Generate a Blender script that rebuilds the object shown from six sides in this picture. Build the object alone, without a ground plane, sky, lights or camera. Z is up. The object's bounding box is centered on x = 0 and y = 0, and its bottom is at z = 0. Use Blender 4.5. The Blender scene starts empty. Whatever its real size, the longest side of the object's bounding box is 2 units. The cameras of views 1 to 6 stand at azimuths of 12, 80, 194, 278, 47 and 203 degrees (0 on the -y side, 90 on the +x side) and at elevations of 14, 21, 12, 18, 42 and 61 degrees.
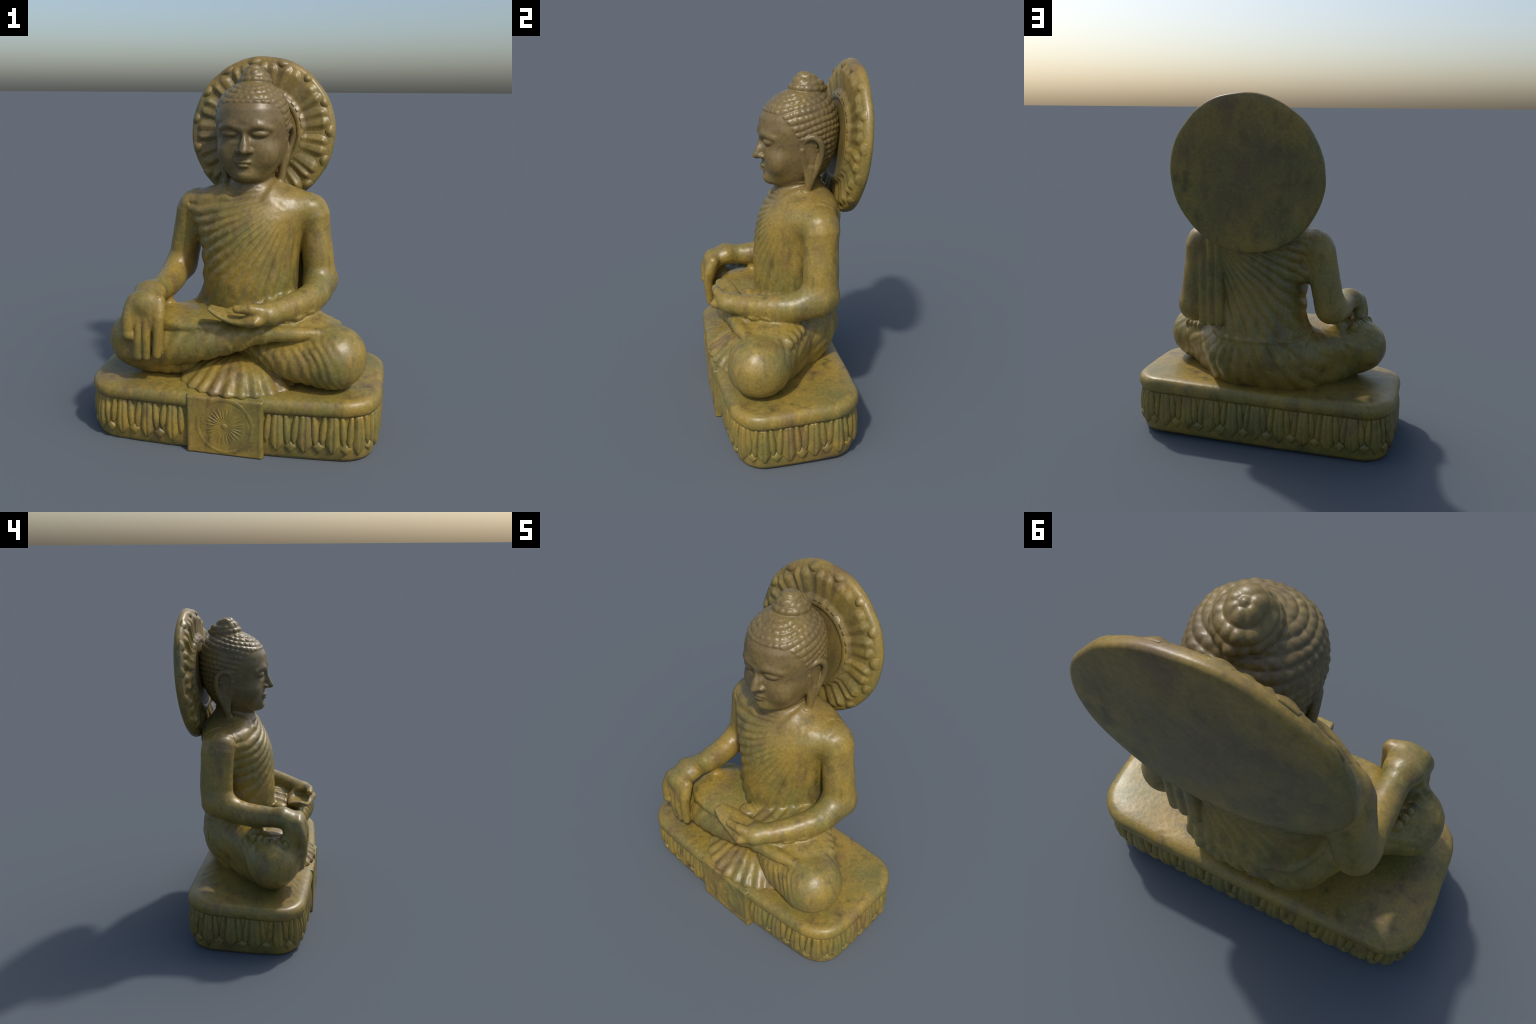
"""Seated figure on a lotus pedestal with a round petal halo, carved in olive-brown stone.

The figure is described as an implicit body: limbs, trunk, head and cloth are solids that melt
into one another; the zero surface is meshed, refined and then given its carved relief
(robe folds, hair curls), and finally separated by region into anatomical parts.
The pedestal and the halo are lofted plates that carry petals as pieces of their own.
"""
import bpy, math
import numpy as np
from mathutils import noise as mnoise

F = np.float32
CELL = 0.007            # meshing cell of the body, refined once afterwards
RNG = np.random.default_rng(7)

# ----------------------------------------------------------------------------- helpers
def smooth(a, b, x):
    t = np.clip((x - a) / (b - a), 0, 1)
    return t * t * (3 - 2 * t)

def value_noise(P, scale, seed=0):
    """smooth lattice noise in -1..1 for an array of points"""
    q = P * scale + seed * 17.31
    i = np.floor(q).astype(np.int64)
    f = q - i
    f = f * f * (3 - 2 * f)
    out = np.zeros(len(P))
    for dx in (0, 1):
        for dy in (0, 1):
            for dz in (0, 1):
                h = (i[:, 0] + dx) * 374761393 + (i[:, 1] + dy) * 668265263 + (i[:, 2] + dz) * 2147483647 + seed * 1274126177
                h = (h ^ (h >> 13)) * 1274126177
                h = (h ^ (h >> 16)) & 0xFFFF
                w = (f[:, 0] if dx else 1 - f[:, 0]) * (f[:, 1] if dy else 1 - f[:, 1]) * (f[:, 2] if dz else 1 - f[:, 2])
                out += w * (h / 32767.5 - 1)
    return out

# ----------------------------------------------------------------------------- implicit solids
def smin(a, b, k):
    h = np.maximum(k - np.abs(a - b), 0) / k
    return np.minimum(a, b) - h * h * k * 0.25

def rotation(rx=0, ry=0, rz=0):
    rx, ry, rz = map(math.radians, (rx, ry, rz))
    X = np.array([[1, 0, 0], [0, math.cos(rx), -math.sin(rx)], [0, math.sin(rx), math.cos(rx)]])
    Y = np.array([[math.cos(ry), 0, math.sin(ry)], [0, 1, 0], [-math.sin(ry), 0, math.cos(ry)]])
    Z = np.array([[math.cos(rz), -math.sin(rz), 0], [math.sin(rz), math.cos(rz), 0], [0, 0, 1]])
    return (Z @ Y @ X).astype(F)

class Ellipsoid:
    def __init__(s, c, r, rot=None):
        s.c, s.r, s.rot = np.array(c, F), np.array(r, F), rot
        m = max(r)
        s.lo, s.hi = s.c - m, s.c + m
    def __call__(s, P):
        q = P - s.c
        if s.rot is not None:
            q = q @ s.rot
        a = q / s.r
        k0 = np.sqrt((a * a).sum(1))
        b = a / s.r
        k1 = np.sqrt((b * b).sum(1)) + 1e-6
        return k0 * (k0 - 1) / k1

def curve_through(pts, vals, sub=3):
    """Catmull-Rom curve through control points, with the radii carried along"""
    a = np.column_stack([np.array(pts, float), np.array(vals, float)])
    if len(a) < 3:
        return a[:, :3].astype(F), a[:, 3].astype(F)
    e = np.vstack([2 * a[0] - a[1], a, 2 * a[-1] - a[-2]])
    out = []
    for i in range(len(a) - 1):
        p0, p1, p2, p3 = e[i:i + 4]
        for t in np.arange(sub) / sub:
            out.append(.5 * (2 * p1 + (p2 - p0) * t + (2 * p0 - 5 * p1 + 4 * p2 - p3) * t * t + (3 * p1 - p0 - 3 * p2 + p3) * t ** 3))
    out.append(a[-1])
    out = np.array(out)
    return out[:, :3].astype(F), out[:, 3].astype(F)

class Limb:
    """smooth tapered round rod through control points; `squash` = (axis, factor) widens the section along an axis"""
    def __init__(s, pts, radii, k=0.02, squash=None):
        s.p, s.r = curve_through(pts, radii)
        s.squash = None
        m = float(max(radii))
        if squash:
            n = np.array(squash[0], F)
            n /= np.linalg.norm(n)
            s.squash = (n, F(1 / squash[1] - 1), np.array(pts, F).mean(0))
            s.p = s.p + np.outer((s.p - s.squash[2]) @ n, n) * s.squash[1]
            m *= max(1, squash[1])
        s.lo, s.hi = np.array(pts, F).min(0) - m, np.array(pts, F).max(0) + m
    def __call__(s, P):
        if s.squash:
            n, f, c = s.squash
            P = P + np.outer((P - c) @ n, n) * f
        d = None
        for a, b, ra, rb in zip(s.p[:-1], s.p[1:], s.r[:-1], s.r[1:]):
            ba = b - a
            q = P - a
            h = np.clip(q @ ba / max(float(ba @ ba), 1e-9), 0, 1)
            e = np.sqrt(((q - h[:, None] * ba) ** 2).sum(1)) - (ra + (rb - ra) * h)
            d = e if d is None else np.minimum(d, e)
        return d

class Column:
    """upright solid: at each height a superelliptic section (centre x, half width, front y, back y)"""
    def __init__(s, rows, power=(2.2, 2.2), soften=5):
        t = np.array(rows, float)
        z = np.linspace(t[0, 0], t[-1, 0], 160)
        tab = [np.interp(z, t[:, 0], t[:, i]) for i in range(1, 5)]
        for _ in range(soften):
            for a in tab:
                a[2:-2] = (a[:-4] + 2 * a[1:-3] + 3 * a[2:-2] + 2 * a[3:-1] + a[4:]) / 9
        s.z, s.tab, s.n = z, tab, power
        w = float(t[:, 2].max())
        s.lo = np.array([t[:, 1].min() - w, t[:, 3].min(), z[0]], F)
        s.hi = np.array([t[:, 1].max() + w, t[:, 4].max(), z[-1]], F)
    def __call__(s, P):
        z = P[:, 2]
        cx, w, yf, yb = (np.interp(z, s.z, a).astype(F) for a in s.tab)
        cy, wy = (yf + yb) / 2, (yb - yf) / 2
        n = np.where(P[:, 1] < cy, F(s.n[0]), F(s.n[1]))
        f = ((np.abs(P[:, 0] - cx) / w) ** n + (np.abs(P[:, 1] - cy) / wy) ** n) ** (1 / n)
        d = (f - 1) * np.minimum(w, wy)
        return np.maximum(d, np.maximum(s.z[0] - z, z - s.z[-1]))

class Group:
    """solids of one region, melted together one after the other: (solid, melt width[, 'cut'])"""
    def __init__(s, name, items):
        s.name, s.items = name, items
        add = [i[0] for i in items if len(i) == 2]
        s.lo = np.min([a.lo for a in add], 0) - 0.09
        s.hi = np.max([a.hi for a in add], 0) + 0.09
    def __call__(s, P):
        out = np.full(len(P), 0.3, F)
        m = np.all((P > s.lo) & (P < s.hi), 1)
        if not m.any():
            return out
        Q = P[m]
        d = np.full(len(Q), 0.3, F)
        for it in s.items:
            o, k = it[0], it[1]
            b = np.all((Q > o.lo - k - 0.08) & (Q < o.hi + k + 0.08), 1)
            if not b.any():
                continue
            e = o(Q[b]).astype(F)
            if len(it) == 2:
                d[b] = smin(d[b], e, max(k, 1e-4))
            else:
                d[b] = -smin(-d[b], e, max(k, 1e-4))
        out[m] = d
        return out

CX = 0.026   # the head stands slightly to the figure's left
def mirror(p):
    return (2 * CX - p[0], p[1], p[2])

def ear_items(side):
    f = (lambda p: p) if side > 0 else mirror
    helix = [(.196, .100, 1.585), (.212, .118, 1.617), (.222, .155, 1.628), (.228, .192, 1.598), (.222, .200, 1.545), (.206, .190, 1.480), (.192, .166, 1.420), (.183, .142, 1.365)]
    front = [(.206, .098, 1.560), (.200, .108, 1.520), (.190, .118, 1.460), (.184, .134, 1.385), (.180, .138, 1.345)]
    return [(Limb([f(p) for p in helix], [.012, .015, .016, .016, .015, .015, .015, .016], .012), .012),
            (Limb([f(p) for p in front], [.014, .013, .014, .016, .016], .012), .012),
            (Ellipsoid(f((.192, .150, 1.530)), (.018, .045, .085), rotation(12, 0, 0)), .012),
            (Limb([f((.186, .150, 1.46)), f((.180, .136, 1.36)), f((.172, .125, 1.33))], [.024, .018, .02], .012), .012)]

def face_items():
    it = [(Column([(1.325, CX, .030, .040, .14), (1.345, CX, .088, -.020, .19), (1.365, CX, .104, -.056, .22), (1.395, CX, .130, -.068, .25),
                   (1.440, CX, .152, -.078, .280), (1.510, CX, .179, -.084, .312), (1.590, CX, .189, -.090, .334), (1.660, CX, .192, -.098, .337),
                   (1.720, CX, .186, -.086, .330), (1.770, CX, .170, -.056, .315), (1.805, CX, .142, -.014, .29), (1.835, CX, .105, .030, .25), (1.855, CX, .065, .075, .21), (1.866, CX, .030, .11, .17)], (2.2, 2.2), 3), .01),
          (Ellipsoid((CX - .002, -.040, 1.383), (.045, .036, .034)), .04),          # chin
          (Limb([(CX + .003, -.080, 1.612), (CX + .005, -.094, 1.57), (CX + .005, -.108, 1.520)], [.015, .018, .026], .02), .022),   # nose bridge and tip
          (Ellipsoid((CX + .005, -.122, 1.511), (.014, .016, .011)), .012)]
    for s in (-1, 1):
        it += [(Ellipsoid((CX + .003 + s * .028, -.086, 1.511), (.017, .022, .014)), .012),                       # nostril wing
               (Ellipsoid((CX + s * .074, -.108, 1.590), (.055, .040, .024)), .030, 'cut'),                       # eye socket
               (Limb([(CX + s * .022, -.080, 1.622), (CX + s * .072, -.082, 1.638), (CX + s * .128, -.044, 1.622)], [.008, .009, .007], .01), .03),  # brow
               (Ellipsoid((CX + s * .076, -.057, 1.597), (.048, .028, .021), rotation(0, 0, s * 16)), .008),       # lowered lid
               (Ellipsoid((CX + s * .10, -.016, 1.49), (.050, .042, .058)), .05)]                                 # cheek
    it += [(Ellipsoid((CX - .006, -.076, 1.455), (.040, .020, .010)), .016),
           (Ellipsoid((CX - .006, -.074, 1.434), (.030, .021, .012)), .010),
           (Ellipsoid((CX - .006, -.100, 1.410), (.040, .02, .010)), .02, 'cut'),
           (Ellipsoid((CX + .002, .165, 1.853), (.088, .095, .062)), .02),                                       # topknot
           (Ellipsoid((CX - .002, .158, 1.905), (.050, .055, .034)), .02),
           (Limb([(CX, .180, 1.862), (CX - .002, .225, 1.860), (CX - .004, .262, 1.856)], [.055, .034, .012], .02), .02)]
    return it

TORSO = Column([(.28, .010, .24, -.04, .165), (.33, .010, .27, -.06, .205), (.38, .010, .285, -.08, .232), (.46, .008, .298, -.12, .284), (.54, .004, .288, -.13, .320), (.62, .004, .266, -.138, .318),
                (.70, .010, .260, -.143, .304), (.80, .012, .252, -.146, .290), (.90, .012, .252, -.142, .285), (1.0, .012, .264, -.138, .292), (1.09, .014, .294, -.125, .304),
                (1.16, .016, .332, -.102, .312), (1.21, .018, .355, -.074, .312), (1.245, .020, .345, -.048, .306), (1.27, .022, .300, -.032, .298), (1.29, .026, .245, -.020, .286), (1.31, .028, .190, -.012, .272), (1.33, .03, .14, -.004, .25), (1.36, .03, .10, .01, .22)], (1.78, 2.9), 3)

GROUPS = [
    Group('head', face_items()),
    Group('ear_l', ear_items(1)),
    Group('ear_r', ear_items(-1)),
    Group('neck', [(Column([(1.24, CX, .125, -.03, .245), (1.30, CX, .115, -.015, .235), (1.34, CX, .11, -.004, .23), (1.44, CX, .11, .0, .235)], (2, 2), 1), .02)]),
    Group('torso', [(TORSO, .02),
                    (Ellipsoid((.20, -.085, .690), (.215, .195, .050), rotation(6, -8, 0)), .03),
                    (Ellipsoid((.235, .115, .95), (.045, .12, .30)), .05),
                    (Ellipsoid((-.265, .165, 1.045), (.06, .085, .065)), .04)]),
    Group('sash', [(Limb([(x, y, 1.22), (x + .008, .256 - .25 * (x - .25), 1.0), (x + .010, .248 - .2 * (x - .25), .735 - .10 * (x - .26))], [.026, .030, .031], .01), .012) for x, y in ((.208, .280), (.260, .266), (.310, .236))]),
    Group('arm_r', [(Limb([(-.230, .160, 1.21), (-.318, .165, 1.186), (-.350, .170, 1.07), (-.377, .170, .93), (-.398, .164, .845)], [.070, .084, .083, .083, .076], .03, ((0, 1, 0), 1.25)), .02),
                    (Limb([(-.404, .158, .832), (-.412, -.02, .783), (-.422, -.14, .774), (-.438, -.255, .778)], [.080, .074, .066, .056], .03), .05)]),
    Group('arm_l', [(Limb([(.25, .160, 1.21), (.342, .162, 1.182), (.368, .158, 1.07), (.388, .152, .93), (.400, .150, .82)], [.072, .089, .084, .087, .085], .03, ((0, 1, 0), 1.12)), .02),
                    (Limb([(.406, .145, .785), (.395, -.01, .758), (.332, -.155, .746), (.250, -.275, .738), (.205, -.318, .735)], [.090, .078, .066, .056, .054], .03), .05)]),
    Group('hand_r', [(Limb([(-.436, -.255, .784), (-.430, -.335, .755)], [.054, .052], .02, ((1, 0, 0), 1.5)), .02),
                     (Ellipsoid((-.425, -.362, .705), (.102, .040, .100), rotation(-8, 0, 0)), .05),
                     (Ellipsoid((-.488, -.318, .700), (.045, .055, .080)), .03),
                     (Ellipsoid((-.440, -.420, .665), (.038, .022, .060)), .03, 'cut'),
                     (Limb([(-.492, -.352, .762), (-.511, -.380, .700), (-.514, -.388, .640), (-.513, -.388, .592)], [.030, .029, .026, .026], .015), .02),
                     (Limb([(-.512, -.388, .592), (-.490, -.380, .582)], [.025, .018], .01), .012),
                     (Limb([(-.350, -.345, .765), (-.343, -.382, .690), (-.350, -.384, .590), (-.362, -.378, .490)], [.030, .026, .025, .023], .015), .02),
                     (Limb([(-.455, -.372, .680), (-.457, -.382, .590), (-.463, -.372, .474)], [.021, .022, .020], .01), .008),
                     (Limb([(-.412, -.378, .680), (-.413, -.386, .590), (-.419, -.378, .474)], [.021, .022, .020], .01), .008)]),
    Group('hand_l', [(Limb([(.215, -.320, .735), (.135, -.340, .716)], [.054, .038], .02, ((0, 1, 0), 1.3)), .02),
                     (Limb([(.160, -.328, .712), (.095, -.320, .699), (.025, -.315, .700), (-.040, -.318, .720), (-.088, -.326, .744)], [.034, .030, .026, .021, .013], .02, ((0, 1, 0), 2.9)), .03),
                     (Ellipsoid((.075, -.310, .745), (.085, .055, .030), rotation(0, 8, 0)), .02, 'cut'),
                     (Limb([(.185, -.355, .752), (.130, -.378, .768), (.062, -.384, .766)], [.034, .027, .020], .012), .015)]),
    Group('leg_r', [(Limb([(-.18, .12, .52), (-.36, -.045, .545), (-.520, -.195, .515)], [.145, .115, .134], .04), .03),
                    (Limb([(-.14, .06, .42), (-.33, -.042, .412), (-.46, -.19, .415)], [.122, .114, .096], .04), .06),
                    (Ellipsoid((-.35, -.195, .395), (.17, .090, .075)), .04),
                    (Ellipsoid((-.530, -.207, .505), (.147, .152, .146)), .05)]),
    Group('leg_l', [(Limb([(.18, .12, .52), (.37, -.045, .540), (.53, -.20, .50)], [.145, .120, .146], .04), .03),
                    (Limb([(.14, .06, .42), (.33, -.042, .412), (.48, -.19, .415)], [.122, .114, .096], .04), .06),
                    (Ellipsoid((.540, -.228, .502), (.152, .155, .150)), .05),
                    (Limb([(.52, -.24, .49), (.37, -.240, .475), (.25, -.212, .482), (.13, -.170, .50), (.02, -.12, .51)], [.135, .120, .102, .074, .06], .04), .04)]),
    Group('shin_r', [(Limb([(-.50, -.205, .475), (-.38, -.230, .490), (-.28, -.245, .510), (-.15, -.262, .538), (0, -.275, .572), (.09, -.280, .598), (.18, -.285, .618)], [.120, .116, .110, .098, .078, .061, .050], .04), .04)]),
    Group('foot_r', [(Ellipsoid((.19, -.220, .645), (.13, .08, .042)), .02),
                     (Limb([(.17, -.290, .618), (.34, -.285, .625), (.487, -.255, .635)], [.045, .036, .020], .02), .02),
                     (Ellipsoid((.375, -.110, .625), (.165, .145, .056), rotation(0, 2, -30)), .03)]
                    + [(Ellipsoid((.522 - .036 * i, -.062 + .030 * i, .614 + .004 * i), (.034, .019, .026), rotation(0, 20, 40)), .02) for i in range(4)]),
    Group('foot_l', [(Ellipsoid((-.26, -.155, .630), (.225, .165, .050), rotation(0, 4, 0)), .03),
                     (Limb([(-.345, -.290, .610), (-.10, -.300, .632), (.02, -.26, .63)], [.022, .024, .022], .02), .02)]
                    + [(Ellipsoid((-.495 - .012 * i, -.08 - .040 * i, .655 - .003 * i), (.028, .021, .034)), .008) for i in range(6)]
                    + [(Limb([(-.395, -.085, .65), (-.405, -.095, .73)], [.036, .030], .02), .03)]
                    + [(Ellipsoid((.0, -.188, .680), (.055, .050, .032)), .04)]),
    Group('skirt', [(Ellipsoid((.025, -.225, .322), (.302, .204, .048)), .02), (Ellipsoid((.035, -.190, .345), (.250, .165, .108)), .08)]),
]
MELT = {'head': .012, 'ear_l': .008, 'ear_r': .008, 'neck': .02, 'torso': .03, 'sash': .010, 'arm_r': .03, 'arm_l': .02, 'hand_r': .045, 'hand_l': .02,
        'leg_r': .08, 'leg_l': .08, 'shin_r': .022, 'foot_r': .02, 'foot_l': .012, 'skirt': .006}

def body(P):
    d = np.full(len(P), 0.3, F)
    for g in GROUPS:
        d = smin(d, g(P), MELT[g.name])
    return d

def label_of(P):
    return np.argmin(np.stack([g(P) for g in GROUPS]), 0)

# ----------------------------------------------------------------------------- meshing
def surface_net(field, lo, hi, h):
    """quads on the zero surface of a field (dual contouring without sharp features)"""
    n = [int(math.ceil((b - a) / h / 4)) * 4 + 1 for a, b in zip(lo, hi)]
    ax = [np.asarray(a + h * np.arange(m), F) for a, m in zip(lo, n)]
    cax = [a[::4] for a in ax]
    cg = np.stack(np.meshgrid(*cax, indexing='ij'), -1).reshape(-1, 3)
    cd = field(cg).reshape([len(a) for a in cax])
    D = cd
    for i in range(3):
        D = np.repeat(D, 4, axis=i)
    D = D[2:, 2:, 2:][:n[0], :n[1], :n[2]].copy()
    pad = [(0, n[i] - D.shape[i]) for i in range(3)]
    D = np.pad(D, pad, mode='edge')
    near = np.abs(D) < 0.045
    ijk = np.nonzero(near)
    P = np.stack([ax[i][ijk[i]] for i in range(3)], 1)
    out = np.empty(len(P), F)
    for s in range(0, len(P), 400000):
        out[s:s + 400000] = field(P[s:s + 400000])
    D[ijk] = out
    S = D < 0
    corners = [(a, b, c) for a in (0, 1) for b in (0, 1) for c in (0, 1)]
    sl = lambda A, c: A[c[0]:A.shape[0] - 1 + c[0], c[1]:A.shape[1] - 1 + c[1], c[2]:A.shape[2] - 1 + c[2]]
    cnt = sum(sl(S, c).astype(np.int8) for c in corners)
    act = (cnt > 0) & (cnt < 8)
    cells = np.nonzero(act)
    idx = np.full(act.shape, -1, np.int64)
    idx[cells] = np.arange(len(cells[0]))
    val = {c: D[cells[0] + c[0], cells[1] + c[1], cells[2] + c[2]] for c in corners}
    acc = np.zeros((len(cells[0]), 3))
    num = np.zeros(len(cells[0]))
    for a in corners:
        for k in range(3):
            if a[k]:
                continue
            b = list(a); b[k] = 1; b = tuple(b)
            va, vb = val[a], val[b]
            m = (va < 0) != (vb < 0)
            t = np.where(m, va / np.where(m, va - vb, 1), 0)
            p = np.tile(np.array(a, float), (len(t), 1))
            p[:, k] = t
            acc += p * m[:, None]
            num += m
    V = acc / num[:, None] + np.stack(cells, 1)
    V = V * h + np.array(lo)
    quads = []
    for k in range(3):
        i, j = [(1, 2), (2, 0), (0, 1)][k]
        A = np.take(S, range(S.shape[k] - 1), k)
        B = np.take(S, range(1, S.shape[k]), k)
        e = np.nonzero(A != B)
        e = np.stack(e, 1)
        ok = (e[:, i] > 0) & (e[:, j] > 0) & (e[:, i] < S.shape[i] - 1) & (e[:, j] < S.shape[j] - 1)
        e = e[ok]
        def cell(di, dj):
            q = e.copy(); q[:, i] -= di; q[:, j] -= dj
            return idx[q[:, 0], q[:, 1], q[:, 2]]
        q = np.stack([cell(1, 1), cell(0, 1), cell(0, 0), cell(1, 0)], 1)
        inside = S[e[:, 0], e[:, 1], e[:, 2]]
        q[~inside] = q[~inside][:, ::-1]
        quads.append(q)
    Q = np.concatenate(quads)
    return V, Q[(Q >= 0).all(1)]

def refine(V, Q):
    """one Catmull-Clark step through Blender's own modifier"""
    me = bpy.data.meshes.new('draft')
    me.from_pydata(V.tolist(), [], Q.tolist())
    ob = bpy.data.objects.new('draft', me)
    bpy.context.scene.collection.objects.link(ob)
    m = ob.modifiers.new('s', 'SUBSURF'); m.levels = 1
    ev = ob.evaluated_get(bpy.context.evaluated_depsgraph_get())
    e = ev.to_mesh()
    W = np.empty(len(e.vertices) * 3); e.vertices.foreach_get('co', W)
    L = np.empty(len(e.loops), np.int32); e.loops.foreach_get('vertex_index', L)
    ev.to_mesh_clear()
    bpy.data.objects.remove(ob); bpy.data.meshes.remove(me)
    return W.reshape(-1, 3), L.reshape(-1, 4)

def gradient(field, P, h=0.002):
    P = P.astype(F)
    g = np.zeros((len(P), 3))
    for s in ((1, 1, 1), (1, -1, -1), (-1, 1, -1), (-1, -1, 1)):
        s = np.array(s, F)
        g += field(P + s * F(h))[:, None] * s
    return g / (4 * h)

def normals_of(V, Q):
    n = np.cross(V[Q[:, 2]] - V[Q[:, 0]], V[Q[:, 3]] - V[Q[:, 1]])
    N = np.zeros_like(V)
    for i in range(4):
        for k in range(3):
            N[:, k] += np.bincount(Q[:, i], n[:, k], len(V))
    return N / (np.linalg.norm(N, axis=1)[:, None] + 1e-12)

# ----------------------------------------------------------------------------- carved relief of the body
def ridge(t, sharp=0.6):
    """rounded folds with narrow grooves, 0..1, period 1"""
    c = 0.5 + 0.5 * np.cos(2 * np.pi * t)
    return c ** sharp

def hair_mask(V):
    x, y, z = V[:, 0] - CX, V[:, 1], V[:, 2]
    line = np.interp(y, [-.12, -.04, .0, .035, .055, .085, .11, .16, .20, .26], [1.752, 1.750, 1.735, 1.695, 1.655, 1.610, 1.595, 1.62, 1.45, 1.40])
    return smooth(-.004, .006, z - line)

def relief(V, N, lab, names):
    x, y, z = V[:, 0], V[:, 1], V[:, 2]
    D = np.zeros(len(V))
    is_ = lambda *n: np.isin(lab, [names.index(i) for i in n])
    wob = value_noise(V, 9, 1)
    wob2 = value_noise(V, 22, 2)
    # robe over the trunk: folds fan out from the left shoulder, both in front and behind
    t = is_('torso')
    dx, dz = x - .30, z - 1.30
    ang = np.arctan2(-dz, -dx)
    r = np.hypot(dx, dz)
    covered = smooth(1.20, 1.16, z + 0.0 * x) if False else smooth(-.02, .02, (1.30 + .22 * np.clip(x, -.4, .1) - z) + .0)
    fold = ridge(ang * 17 / 1.75 + .18 * wob + .03 * wob2, .7)
    beads = .85 + .3 * value_noise(V, 30, 8) * smooth(.3, .5, r)
    amp = .011 * smooth(.16, .38, r) * covered
    D += t * (fold - .5) * amp * (np.where(y < .05, beads, 1))
    # neckline: the robe lies a finger's thickness over the skin, edge circling the neck
    rn = np.hypot(x - CX, (y - .10) * .95) + .30 * (z - 1.30)
    step = smooth(.128, .146, rn)
    lip = np.exp(-((rn - .150) / .014) ** 2)
    D += (t | is_('neck')) * smooth(1.22, 1.27, z) * (.004 * step + .004 * lip - .004 * smooth(.10, .128, rn) * (1 - step))
    # dhoti folds hanging from the belt behind
    low = t & (y > .1)
    fan = np.arctan2(x - .06, np.maximum(.86 - z, .05))
    D += low * (ridge(fan * 7 + .15 * wob, .6) - .5) * .0055 * smooth(.66, .60, z)
    belt = np.exp(-((z - (.655 + .10 * np.clip(x - .05, -.3, .3) ** 2)) / .013) ** 2)
    D += low * belt * .006
    # legs: long folds wrapping from the ankle towards the knee
    for nm, s in (('leg_l', 1), ('leg_r', -1)):
        m = is_(nm) if s > 0 else is_(nm, 'shin_r')
        u = s * x
        sweep = np.arctan2(z - .62, np.maximum(.78 - u, .03)) if s > 0 else np.arctan2(z - .70, .85 + x * .2)
        if s > 0:
            front = smooth(.05, -.12, y)
            a = np.arctan2(.66 - z, .72 - u)
            f = ridge((u * .83 + .55 * (z - .3) + .25 * (u - .3) ** 2) * 22 + .55 * wob + .12 * wob2, .9)
            D += m * front * (f - .5) * .0052 * np.clip(.75 + .9 * value_noise(V, 6, 21), .15, 1.3) * smooth(.66, .46, u) * smooth(.66, .6, z)
        else:
            front = smooth(.0, -.15, y)
            f = ridge((x * .9 - .40 * z) * 15 + .25 * wob, .8)
            D += m * front * (f - .5) * .0055 * smooth(-.50, -.36, x)
        outer = smooth(.15, .5, s * N[:, 0]) * smooth(-.24, -.10, y) * smooth(.16, .06, y)
        f = ridge((y * .78 - z * .63) * 19 + .5 * wob, .8)
        D += m * outer * (f - .5) * .005 * np.clip(.6 + value_noise(V, 7, 31), 0, 1.3)
        back = smooth(.0, .12, y)
        f = ridge(np.arctan2(x - .06, np.maximum(.86 - z, .05)) * 7 + .15 * wob, .6)
        D += m * back * (f - .5) * .0055 * smooth(.66, .6, z)
    # skirt apron: pleats running out to the rim
    m = is_('skirt')
    a = np.arctan2(x - .02, -(y + .12))
    D += m * (ridge(a * 4.0 + .12 * wob + .05 * wob2, .9) - .5) * (.006 + .007 * smooth(.385, .350, z)) * smooth(.48, .40, z)
    # hair: rows of curls around the topknot axis
    h = hair_mask(V) * is_('head')
    knot = smooth(1.838, 1.850, z + .10 * (np.hypot(x - CX, y - .17) - .09))
    def curls(centre, axis, size, offset):
        axis = np.array(axis, float) / np.linalg.norm(axis)
        q = V - np.array(centre)
        qn = q / (np.linalg.norm(q, axis=1)[:, None] + 1e-9)
        th = np.arccos(np.clip(qn @ axis, -1, 1))
        ez = np.cross(axis, [1, 0, 0])
        ph = np.arctan2(q[:, 0], q @ ez)
        row = th / size + offset + .28 * wob
        k = np.floor(row)
        count = np.maximum(6, np.round(np.sin(np.clip((k + .5 - offset) * size, .1, 3)) * 2 * np.pi / size))
        col = ph / (2 * np.pi) * count + .5 * (k % 2) + .25 * wob2 + .3 * wob
        return np.sin(np.pi * (row - k)) ** .8 * (.45 + .55 * np.abs(np.sin(np.pi * col))) * (.8 + .45 * value_noise(V, 17, 9))
    bump = curls((CX, .135, 1.62), (0, -.22, 1.0), .150, .3) * (1 - knot) + curls((CX, .165, 1.81), (0, .12, 1.0), .36, .5) * knot
    D += h * (.003 + .0095 * (bump - .4))
    # worn, hand-carved unevenness
    D += .0016 * wob + .0009 * wob2 * (1 - .6 * is_('head')) + .0007 * value_noise(V, 48, 11) * (1 - .5 * is_('head', 'ear_l', 'ear_r'))
    D += .0012 * value_noise(V, 14, 5) * is_('arm_l', 'arm_r', 'hand_l', 'hand_r', 'foot_l', 'foot_r', 'skirt')
    return V + N * D[:, None]

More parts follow.
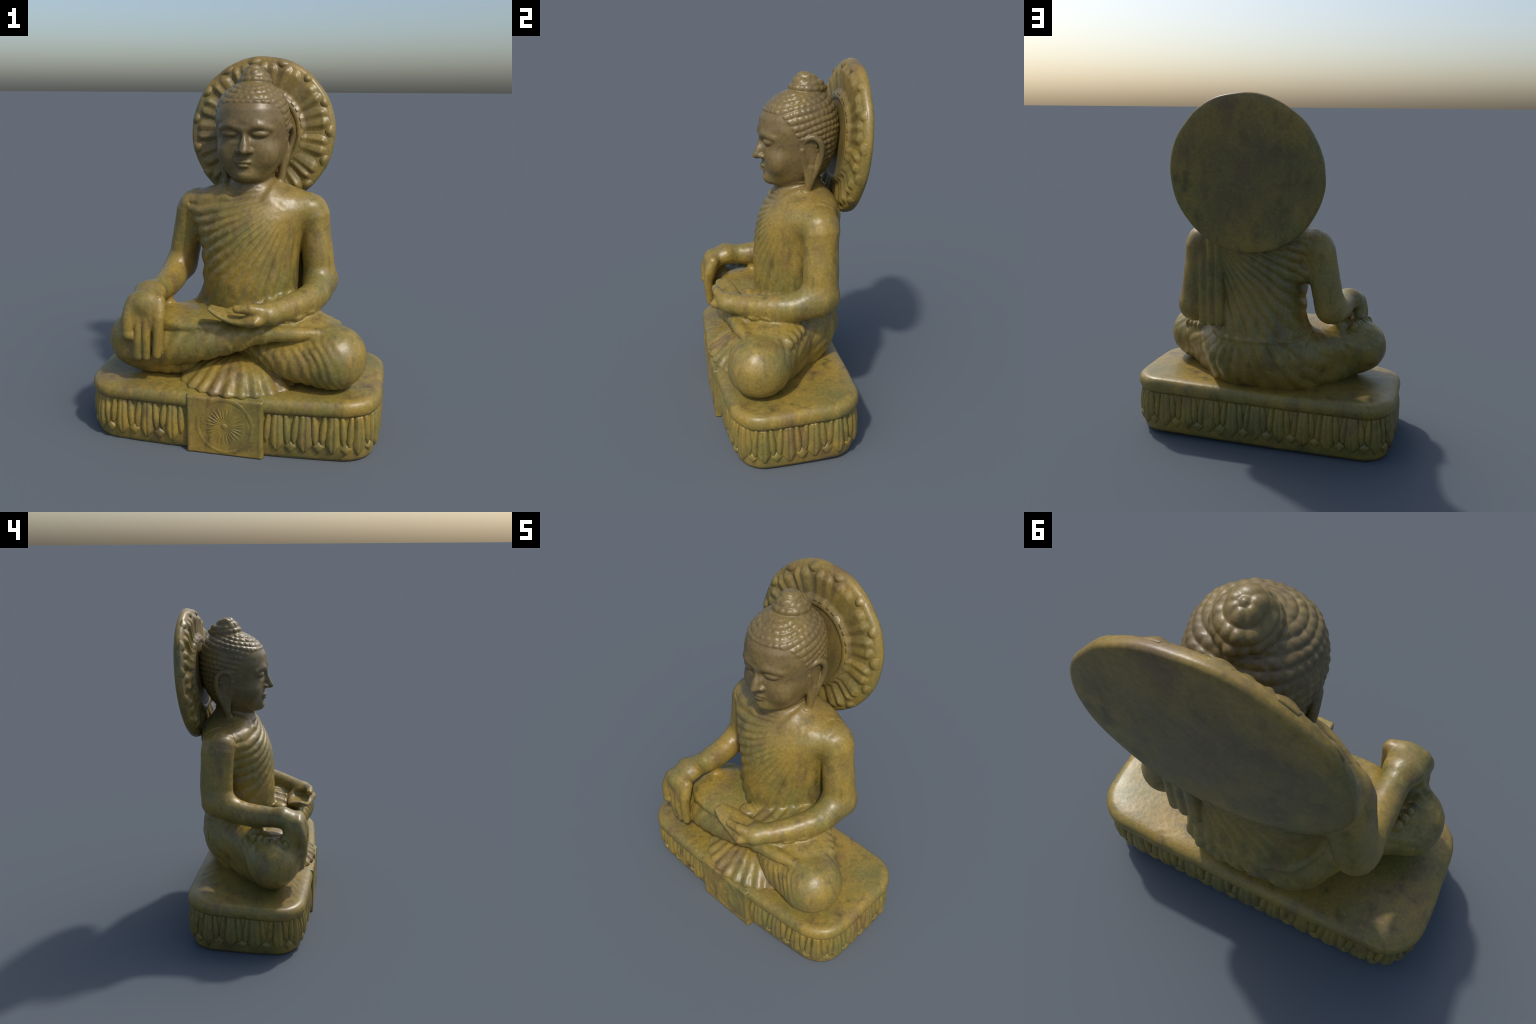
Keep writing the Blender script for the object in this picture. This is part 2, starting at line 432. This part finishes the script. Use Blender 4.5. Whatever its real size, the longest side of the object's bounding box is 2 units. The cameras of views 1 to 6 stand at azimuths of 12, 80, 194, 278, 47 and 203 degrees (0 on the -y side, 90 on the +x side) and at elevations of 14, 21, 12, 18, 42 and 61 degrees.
# ----------------------------------------------------------------------------- materials
def stone_material(name, ochre, olive, umber, rough=.40, seed=0.0):
    m = bpy.data.materials.new(name)
    m.use_nodes = True
    nt = m.node_tree
    nt.nodes.clear()
    N = lambda k, **kw: (lambda n: ([setattr(n, a, b) for a, b in kw.items()], n)[1])(nt.nodes.new(k))
    out = N('ShaderNodeOutputMaterial')
    bs = N('ShaderNodeBsdfPrincipled')
    nt.links.new(bs.outputs[0], out.inputs[0])
    tc = N('ShaderNodeTexCoord')
    mp = N('ShaderNodeMapping')
    mp.inputs['Location'].default_value = (seed, seed * .7, seed * 1.3)
    nt.links.new(tc.outputs['Object'], mp.inputs[0])
    def noise(scale, detail, rough_=.6, stretch=None):
        n = N('ShaderNodeTexNoise')
        n.inputs['Scale'].default_value = scale
        n.inputs['Detail'].default_value = detail
        n.inputs['Roughness'].default_value = rough_
        src = mp
        if stretch:
            src = N('ShaderNodeMapping')
            src.inputs['Scale'].default_value = stretch
            src.inputs['Rotation'].default_value = (.3, .2, .1)
            nt.links.new(mp.outputs[0], src.inputs[0])
        nt.links.new(src.outputs[0], n.inputs['Vector'])
        return n.outputs['Fac']
    def ramp(fac, lo, hi):
        r = N('ShaderNodeMapRange'); r.interpolation_type = 'SMOOTHSTEP'
        r.inputs['From Min'].default_value, r.inputs['From Max'].default_value = lo, hi
        nt.links.new(fac, r.inputs['Value'])
        return r.outputs[0]
    def mix(fac, a, b, mode='MIX'):
        x = N('ShaderNodeMix'); x.data_type = 'RGBA'; x.blend_type = mode
        if isinstance(fac, float):
            x.inputs[0].default_value = fac
        else:
            nt.links.new(fac, x.inputs[0])
        for s, v in ((6, a), (7, b)):
            if isinstance(v, tuple):
                x.inputs[s].default_value = (*v, 1)
            else:
                nt.links.new(v, x.inputs[s])
        return x.outputs[2]
    c = mix(ramp(noise(3.2, 3, .5), .33, .68), ochre, olive)
    c = mix(ramp(noise(7.5, 4, .5, (1, 1, .55)), .46, .78), c, umber)
    streak = noise(26, 5, .6, (1, 1, .35))
    c = mix(ramp(streak, .45, .90), c, tuple(min(1, v * 1.12) for v in ochre))
    dark = noise(15, 5, .6, (1, 1, .5))
    c = mix(ramp(dark, .50, .80), c, tuple(v * .55 for v in olive))
    # browner colour around the head and the halo's face, with a ragged border
    dist = N('ShaderNodeVectorMath', operation='DISTANCE')
    nt.links.new(tc.outputs['Object'], dist.inputs[0])
    dist.inputs[1].default_value = (.03, .06, 1.68)
    add = N('ShaderNodeMath', operation='MULTIPLY_ADD')
    nt.links.new(noise(4.5, 5), add.inputs[0])
    add.inputs[1].default_value = .45
    nt.links.new(dist.outputs['Value'], add.inputs[2])
    inv = N('ShaderNodeMapRange'); inv.interpolation_type = 'SMOOTHSTEP'
    for k, v in (('From Min', .42), ('From Max', .88), ('To Min', .75), ('To Max', .0)):
        inv.inputs[k].default_value = v
    nt.links.new(add.outputs[0], inv.inputs['Value'])
    brown = mix(ramp(noise(6, 5), .40, .68), (.104, .073, .035), (.152, .111, .040))
    c = mix(inv.outputs[0], c, brown)
    fine = noise(70, 3, .6)
    g = N('ShaderNodeMapRange')
    g.inputs['To Min'].default_value, g.inputs['To Max'].default_value = .82, 1.18
    g.inputs['From Min'].default_value, g.inputs['From Max'].default_value = .3, .7
    nt.links.new(fine, g.inputs['Value'])
    hsv = N('ShaderNodeHueSaturation')
    nt.links.new(g.outputs[0], hsv.inputs['Value'])
    nt.links.new(c, hsv.inputs['Color'])
    nt.links.new(hsv.outputs[0], bs.inputs['Base Color'])
    rr = N('ShaderNodeMapRange')
    rr.inputs['To Min'].default_value, rr.inputs['To Max'].default_value = rough - .07, rough + .10
    nt.links.new(noise(11, 4), rr.inputs['Value'])
    nt.links.new(rr.outputs[0], bs.inputs['Roughness'])
    b = N('ShaderNodeBump')
    b.inputs['Strength'].default_value = .22
    b.inputs['Distance'].default_value = .004
    nt.links.new(noise(48, 4, .55), b.inputs['Height'])
    nt.links.new(b.outputs[0], bs.inputs['Normal'])
    bs.inputs['Specular IOR Level'].default_value = .5
    return m

STONE = stone_material('olive_stone', (.268, .180, .033), (.158, .136, .036), (.158, .102, .038), .38)

# ----------------------------------------------------------------------------- scene tree
def link(ob, parent=None):
    bpy.context.scene.collection.objects.link(ob)
    if parent:
        ob.parent = parent
    return ob

ROOT = link(bpy.data.objects.new('buddha_statue', None))
ROOT['label'] = 'seated meditating stone figure with petal halo on lotus pedestal'
ROOT['category'] = 'statue'

def mesh_object(name, V, faces, mat, parent=ROOT, smooth_shade=True, normals=None):
    me = bpy.data.meshes.new(name)
    me.from_pydata(np.asarray(V).tolist(), [], np.asarray(faces).tolist() if isinstance(faces, np.ndarray) else faces)
    me.materials.append(mat)
    if smooth_shade:
        me.shade_smooth()
    if normals is not None:
        me.normals_split_custom_set_from_vertices(np.asarray(normals).tolist())
    return link(bpy.data.objects.new(name, me), parent)

# ----------------------------------------------------------------------------- the figure
def build_figure():
    V, Q = surface_net(body, (-.80, -.47, .27), (.80, .40, 1.97), CELL)
    V, Q = refine(V, Q)
    P = V.astype(F)
    g = gradient(body, P)
    gn = np.linalg.norm(g, axis=1)
    step = body(P) / np.maximum(gn, .3)
    V = V - g / (gn[:, None] + 1e-6) * np.clip(step, -.004, .004)[:, None]
    names = [g.name for g in GROUPS]
    lab = label_of(V.astype(F))
    N = normals_of(V, Q)
    V = relief(V, N, lab, names)
    # a light smoothing lets carved edges look worn
    e = np.concatenate([Q[:, [0, 1]], Q[:, [1, 2]], Q[:, [2, 3]], Q[:, [3, 0]]])
    for _ in range(2):
        A = np.zeros_like(V)
        deg = np.bincount(e[:, 0], minlength=len(V)) + np.bincount(e[:, 1], minlength=len(V))
        for k in range(3):
            A[:, k] = np.bincount(e[:, 0], V[e[:, 1], k], len(V)) + np.bincount(e[:, 1], V[e[:, 0], k], len(V))
        V = .6 * V + .4 * A / np.maximum(deg, 1)[:, None]
    N = normals_of(V, Q)
    # separate by region
    fl = np.sort(lab[Q], 1)
    fl = np.where(fl[:, 1] == fl[:, 2], fl[:, 1], fl[:, 0])
    fc = V[Q].mean(1)
    region = np.array(names, dtype=object)[fl]
    region[region == 'shin_r'] = 'leg_r'
    hair = (hair_mask(fc) > .5) & (region == 'head')
    region[hair] = 'hair'
    for key, name, mat in (('head', 'head', STONE), ('hair', 'hair', STONE), ('ear_l', 'ear', STONE), ('ear_r', 'ear', STONE), ('neck', 'neck', STONE),
                           ('torso', 'torso', STONE), ('sash', 'sash', STONE), ('arm_r', 'arm', STONE), ('arm_l', 'arm', STONE), ('hand_r', 'hand', STONE), ('hand_l', 'hand', STONE),
                           ('leg_r', 'leg', STONE), ('leg_l', 'leg', STONE), ('foot_r', 'foot', STONE), ('foot_l', 'foot', STONE), ('skirt', 'skirt_apron', STONE)):
        f = Q[region == key]
        if not len(f):
            continue
        u, inv = np.unique(f, return_inverse=True)
        mesh_object(name, V[u], inv.reshape(-1, 4), mat, normals=N[u])

# ----------------------------------------------------------------------------- relief pieces on a curved ground
def shell(name, place, outline, height, nu, nv, mat, parent, sink=.012):
    """closed piece: `outline(v)` gives left/right edge for v in 0..1, `height(u, v)` its thickness,
    `place(a, v, h)` puts the flat coordinates on the curved ground"""
    vs, us = np.linspace(0, 1, nv), np.linspace(-1, 1, nu)
    top, bot = [], []
    for v in vs:
        l, r = outline(v)
        for u in us:
            a = (l + r) / 2 + u * (r - l) / 2
            top.append(place(a, v, height(u, v)))
            bot.append(place(a, v, -sink))
    V = np.array(top + bot)
    n = nu * nv
    f = []
    for j in range(nv - 1):
        for i in range(nu - 1):
            a = j * nu + i
            f.append((a, a + 1, a + nu + 1, a + nu))
            f.append((n + a, n + a + nu, n + a + nu + 1, n + a + 1))
    ring = [i for i in range(nu)] + [j * nu + nu - 1 for j in range(1, nv)] + [(nv - 1) * nu + i for i in range(nu - 2, -1, -1)] + [j * nu for j in range(nv - 2, 0, -1)]
    for a, b in zip(ring, ring[1:] + ring[:1]):
        f.append((b, a, n + a, n + b))
    return mesh_object(name, V, f, mat, parent)

# ----------------------------------------------------------------------------- pedestal
def outline_point(s, inset=0.0):
    """point and outward normal at arc length s on the pedestal's rounded rectangle (counted from front centre towards +x)"""
    hx, y0, y1, rad = .766, -.398, .306, .168
    hy, cy = (y1 - y0) / 2, (y0 + y1) / 2
    q = math.pi * rad / 2
    segs = [('l', (0, -hy), (1, 0), hx - rad), ('a', (hx - rad, -hy + rad), -90, q), ('l', (hx, -hy + rad), (0, 1), 2 * (hy - rad)), ('a', (hx - rad, hy - rad), 0, q),
            ('l', (hx - rad, hy), (-1, 0), 2 * (hx - rad)), ('a', (-hx + rad, hy - rad), 90, q), ('l', (-hx, hy - rad), (0, -1), 2 * (hy - rad)), ('a', (-hx + rad, -hy + rad), 180, q), ('l', (-hx + rad, -hy), (1, 0), hx - rad)]
    total = sum(g[3] for g in segs)
    s = s % total
    for kind, p, d, L in segs:
        if s <= L + 1e-9:
            if kind == 'l':
                n = (d[1], -d[0])
                x, y = p[0] + d[0] * s, p[1] + d[1] * s
            else:
                a = math.radians(d) + s / rad
                n = (math.cos(a), math.sin(a))
                x, y = p[0] + rad * n[0], p[1] + rad * n[1]
            y = y + cy - n[1] * inset
            x = x - n[0] * inset
            y = -.05 + (y + .05) * (1 - .045 * x)
            return (x + math.copysign(.010, x) * max(0, 1 - ((y + .05) / .30) ** 2) * (abs(x) > .5), y - bow(x, y)), n
        s -= L
    return outline_point(0, inset)
PERIMETER = 2 * (2 * (.766 - .168)) + 2 * (.704 - .336) + 2 * math.pi * .168
def bow(x, y):
    return .032 * max(0, 1 - (x / .66) ** 2) if y < -.2 else -.008 * max(0, 1 - (x / .6) ** 2) if y > .2 else 0
def lift(x, y, z):
    """the plinth was carved a little higher on the figure's left and behind"""
    foot = max(0.0, .006 + .012 * x + .030 * y) * max(0.0, 1 - z / .25)
    return foot + z * (1 + (.014 + .012 * x + .05 * y) / .325)

WALL_Z = [0.0, .02, .05, .09, .16, .22, .27]
WALL_IN = [.030, .022, .016, .012, .015, .022, .028]
def wall_inset(z):
    return float(np.interp(z, WALL_Z, WALL_IN))

def on_wall(s, z, h):
    (x, y), n = outline_point(s, wall_inset(z) - h)
    return (x, y, lift(x, y, z))

def build_pedestal():
    prof = [(.09, 0.0)] + [(wall_inset(z), z) for z in np.linspace(.0, .235, 16)]
    prof += [(.022, .243), (.008, .248), (.001, .260), (-.003, .278), (.000, .298), (.008, .313), (.022, .322), (.040, .325)]
    nseg = 420
    V, f = [], []
    for ins, z in prof:
        for i in range(nseg):
            s = PERIMETER * i / nseg
            (x, y), n = outline_point(s, ins)
            w = .0035 * mnoise.noise((x * 8, y * 8, z * 8)) + .0020 * mnoise.noise((x * 25, y * 25, z * 25 + 7))
            zz = z + (.0035 * mnoise.noise((x * 5, y * 5, 3.0)) if z > .24 else 0)
            if z == 0:
                w = 0
            V.append((x + n[0] * w, y + n[1] * w, lift(x, y, zz)))
    rows = len(prof)
    for j in range(rows - 1):
        for i in range(nseg):
            k = (i + 1) % nseg
            f.append((j * nseg + i, j * nseg + k, (j + 1) * nseg + k, (j + 1) * nseg + i))
    # top plate: shrinking rings towards the middle
    ring0 = (rows - 1) * nseg
    prev = ring0
    for t in (.94, .85, .72, .55, .35, .12):
        start = len(V)
        for i in range(nseg):
            x, y, z = V[ring0 + i]
            x, y = x * t, -.0475 + (y + .0475) * t
            V.append((x, y, lift(x, y, .326) + .004 * mnoise.noise((x * 6, y * 6, 1.0)) + .0015 * mnoise.noise((x * 24, y * 24, 5.0))))
        for i in range(nseg):
            k = (i + 1) % nseg
            f.append((prev + i, prev + k, start + k, start + i))
        prev = start
    f.append([prev + i for i in range(nseg)])
    f.append([i for i in range(nseg)][::-1])
    ped = mesh_object('pedestal', V, f, STONE)
    # lotus frieze: hanging petals round the wall, leaving the front block free
    gap = .205
    first, last = gap, PERIMETER - gap
    n = 27
    step = (last - first) / n
    zt, zb = .243, .040
    for i in range(n):
        s0 = first + step * (i + .5)
        j = RNG.normal(0, 1, 6)
        tip = zb + .006 * j[0]
        def hz(u, v, bow=.0225, lobes=True):
            e = max(0.0, 1 - u * u) ** .9
            groove = 1 - .40 * math.exp(-(u / .16) ** 2) if lobes else 1
            return bow * (1 + .12 * j[3] * u) * e * groove * (.40 + .60 * math.sin(math.pi * min(1, .15 + .8 * v)) ** .8) * (1 - smooth(.90, 1.0, v) * .55) - .0015
        w = step * (.272 + .014 * j[1])
        def centre(v, w=w):
            k = w * (.80 + .30 * math.sin(math.pi * v * .75)) * (1 if v < .74 else max(.05, 1 - ((v - .74) / .26) ** 1.6))
            return -k, k
        shell('lotus_petal', lambda a, v, h, s0=s0, t=tip: on_wall(s0 + a, zt + (t - zt) * v, h), centre, hz, 13, 22, STONE, ped)
        for sd in (-1, 1):
            wf, off, end = step * .130, step * .378 * sd, .088 + .008 * j[2 + (sd > 0)]
            def flank(v, wf=wf, off=off, sd=sd):
                k = wf * (.75 + .5 * math.sin(math.pi * v * .8)) * (1 if v < .72 else max(.05, 1 - ((v - .72) / .28) ** 1.5))
                c = off - sd * step * .075 * (1 - v) ** 1.6
                return c - k, c + k
            shell('petal_flank', lambda a, v, h, s0=s0, e=end: on_wall(s0 + a, zt + (e - zt) * v, h), flank, lambda u, v: hz(u, v, .0175, False), 9, 16, STONE, ped)
        if i < n - 1:
            sm = s0 + step / 2
            top, bot = .108 + .006 * j[4], .040 + .005 * j[5]
            def diamond(v):
                k = step * .25 * (v / .42 if v < .42 else 1 - ((v - .42) / .58) ** 1.3)
                return -max(k, .002), max(k, .002)
            shell('bud', lambda a, v, h, sm=sm: on_wall(sm + a, top + (bot - top) * v, h), diamond, lambda u, v: .0145 * max(0, 1 - u * u) ** .7 * math.sin(math.pi * min(1, max(0, v))) ** .5 - .0015, 11, 14, STONE, ped)
    # front block with wheel medallion
    bx0, bx1, by = -.192, .208, -.436
    nx, nz = 60, 46
    V, f = [], []
    zs = np.linspace(0, .310, nz)
    xs = np.linspace(bx0, bx1, nx)
    def blk(x, z):
        e = min(x - bx0, bx1 - x, .310 - z)
        r = .014
        yy = by + (r - math.sqrt(max(0, r * r - (r - e) ** 2)) if e < r else 0)
        rim = .004 * smooth(.028, .018, min(x - bx0, bx1 - x))
        return (x, yy - rim * .6 + .0015 * mnoise.noise((x * 18, z * 18, 2)), z)
    for z in zs:
        for x in xs:
            V.append(blk(x, z))
    for z in zs:
        for x in xs:
            V.append((x, -.30, z))
    n0 = nx * nz
    for j in range(nz - 1):
        for i in range(nx - 1):
            a = j * nx + i
            f.append((a, a + 1, a + nx + 1, a + nx))
            f.append((n0 + a, n0 + a + nx, n0 + a + nx + 1, n0 + a + 1))
    ring = list(range(nx)) + [j * nx + nx - 1 for j in range(1, nz)] + [(nz - 1) * nx + i for i in range(nx - 2, -1, -1)] + [j * nx for j in range(nz - 2, 0, -1)]
    for a, b in zip(ring, ring[1:] + ring[:1]):
        f.append((b, a, n0 + a, n0 + b))
    block = mesh_object('front_block', V, f, STONE, ped)
    cx, cz = .010, .158
    def on_face(ang, r, h):
        return (cx + r * math.cos(ang), by - h + .001, cz + r * math.sin(ang))
    nsp = 26
    for i in range(nsp):
        a0 = 2 * math.pi * i / nsp + .03 * RNG.normal()
        shell('wheel_spoke', lambda a, v, h, a0=a0: on_face(a0 + a / (.03 + .1 * v), .026 + .098 * v, h), lambda v: (-.0045 - .0065 * v, .0045 + .0065 * v),
              lambda u, v: .0042 * max(0, 1 - u * u) ** .8 * math.sin(math.pi * (.12 + .84 * v)) - .0012, 9, 12, STONE, block, .004)
    def torus(name, R, r, flat, mat, parent, place, n=96, m=10):
        V = [place(2 * math.pi * i / n, R + r * math.cos(2 * math.pi * k / m), flat * r * math.sin(2 * math.pi * k / m)) for i in range(n) for k in range(m)]
        f = [(i * m + k, ((i + 1) % n) * m + k, ((i + 1) % n) * m + (k + 1) % m, i * m + (k + 1) % m) for i in range(n) for k in range(m)]
        return mesh_object(name, V, f, mat, parent)
    torus('wheel_rim', .142, .012, .22, STONE, block, on_face)
    shell('wheel_hub', lambda a, v, h: on_face(a, .017 * v + .0001, h), lambda v: (-math.pi, math.pi), lambda u, v: .006 * math.sqrt(max(0, 1 - v * v)) - .0012, 25, 8, STONE, block, .004)
    return ped

# ----------------------------------------------------------------------------- halo
HC = (.022, 1.582)
HR = .417
def halo_back(x, z):
    r = math.hypot(x - HC[0], z - HC[1]) / HR
    return .412 + .082 * (z - HC[1]) - .006 * r * r
def halo_point(ang, r, h):
    """h measured forward from the plate's front"""
    x, z = HC[0] + r * math.cos(ang), HC[1] + r * math.sin(ang)
    t = r / HR
    thick = float(np.interp(t, [0, .55, .62, .85, .96, 1.0], [.088, .088, .066, .060, .049, .036]))
    return (x, halo_back(x, z) - thick - h, z)

def build_halo():
    nseg, V, f = 240, [], []
    rs = [0.0] + list(np.linspace(.05, .97, 40) * HR)
    prof = [(r, 'f') for r in rs] + [(.988 * HR, 'f'), (1.0 * HR, 'm'), (.992 * HR, 'b')] + [(r * HR, 'b') for r in (.97, .9, .75, .55, .35, .15, .02)]
    for r, side in prof:
        for i in range(nseg):
            a = 2 * math.pi * i / nseg
            edge = 1 + .010 * mnoise.noise((math.cos(a) * 4, math.sin(a) * 4, 1.0)) * (r / HR) ** 6
            x, y, z = halo_point(a, r * edge, 0)
            yb = halo_back(x, z) + .0025 * mnoise.noise((x * 7, z * 7, 4.0))
            if side == 'f':
                y = y + (.004 if r > .98 * HR else 0)
            else:
                y = yb - (.018 if side == 'm' else .004 if r > .98 * HR else 0)
            V.append((x, y, z))
    n = len(prof)
    for j in range(n - 1):
        for i in range(nseg):
            k = (i + 1) % nseg
            f.append((j * nseg + i, (j + 1) * nseg + i, (j + 1) * nseg + k, j * nseg + k))
    f.append([(n - 1) * nseg + i for i in range(nseg)][::-1])
    halo = mesh_object('halo', V, f, STONE)
    m, N = 12, 128
    Rr, rr = .225, .026
    V = []
    for i in range(N):
        a = 2 * math.pi * i / N
        for k in range(m):
            b = 2 * math.pi * k / m
            V.append(halo_point(a, Rr + rr * math.cos(b), rr * .55 * math.sin(b) - .008))
    f = [(i * m + k, i * m + (k + 1) % m, ((i + 1) % N) * m + (k + 1) % m, ((i + 1) % N) * m + k) for i in range(N) for k in range(m)]
    mesh_object('halo_ring', V, f, STONE, halo)
    cnt = 15
    pit = math.radians(73.5)
    for i in range(cnt):
        am = pit + 2 * math.pi * i / cnt
        a0 = am + math.pi / cnt + .02 * RNG.normal()
        r0, r1 = .233, .396 + .004 * RNG.normal()
        w = math.pi / cnt
        jt = RNG.normal(0, 1, 4)
        def edge(v, w=w):
            k = w * (.97 - .03 * v)
            return -k, k
        def hh(u, v, jt=jt):
            end = 1 - .07 * math.exp(-((u - .06 * jt[0]) / .16) ** 2) - .22 * abs(u) ** 3
            fall = float(smooth(end, end - .24, v))
            lobes = math.exp(-((abs(u - .05 * jt[0]) - .42) / .34) ** 2)
            ribs = 1 + .10 * math.cos(11 * u + jt[1])
            e = max(0.0, 1 - u ** 4) ** .8
            return e * (.002 + (.006 + .019 * v ** 1.6) * (.30 + .70 * lobes) * ribs) * fall - .0015
        shell('halo_petal', lambda a, v, h, a0=a0, r0=r0, r1=r1: halo_point(a0 + a, r0 + (r1 - r0) * v, h), edge, hh, 27, 24, STONE, halo)
        t0, t1 = .366 + .004 * jt[2], .413
        wt = .090 + .008 * jt[3]
        def tip(v, wt=wt):
            k = wt * (.25 + .75 * math.sin(math.pi * (.08 + .72 * v)))
            return -k, k
        shell('petal_tip', lambda a, v, h, am=am, t0=t0: halo_point(am + a, t0 + (t1 - t0) * v, h), tip,
              lambda u, v: .013 * max(0, 1 - u * u) ** 1.4 * math.sin(math.pi * min(1, .06 + .90 * v)) ** 1.2 - .0012, 13, 10, STONE, halo)

build_figure()
build_pedestal()
build_halo()
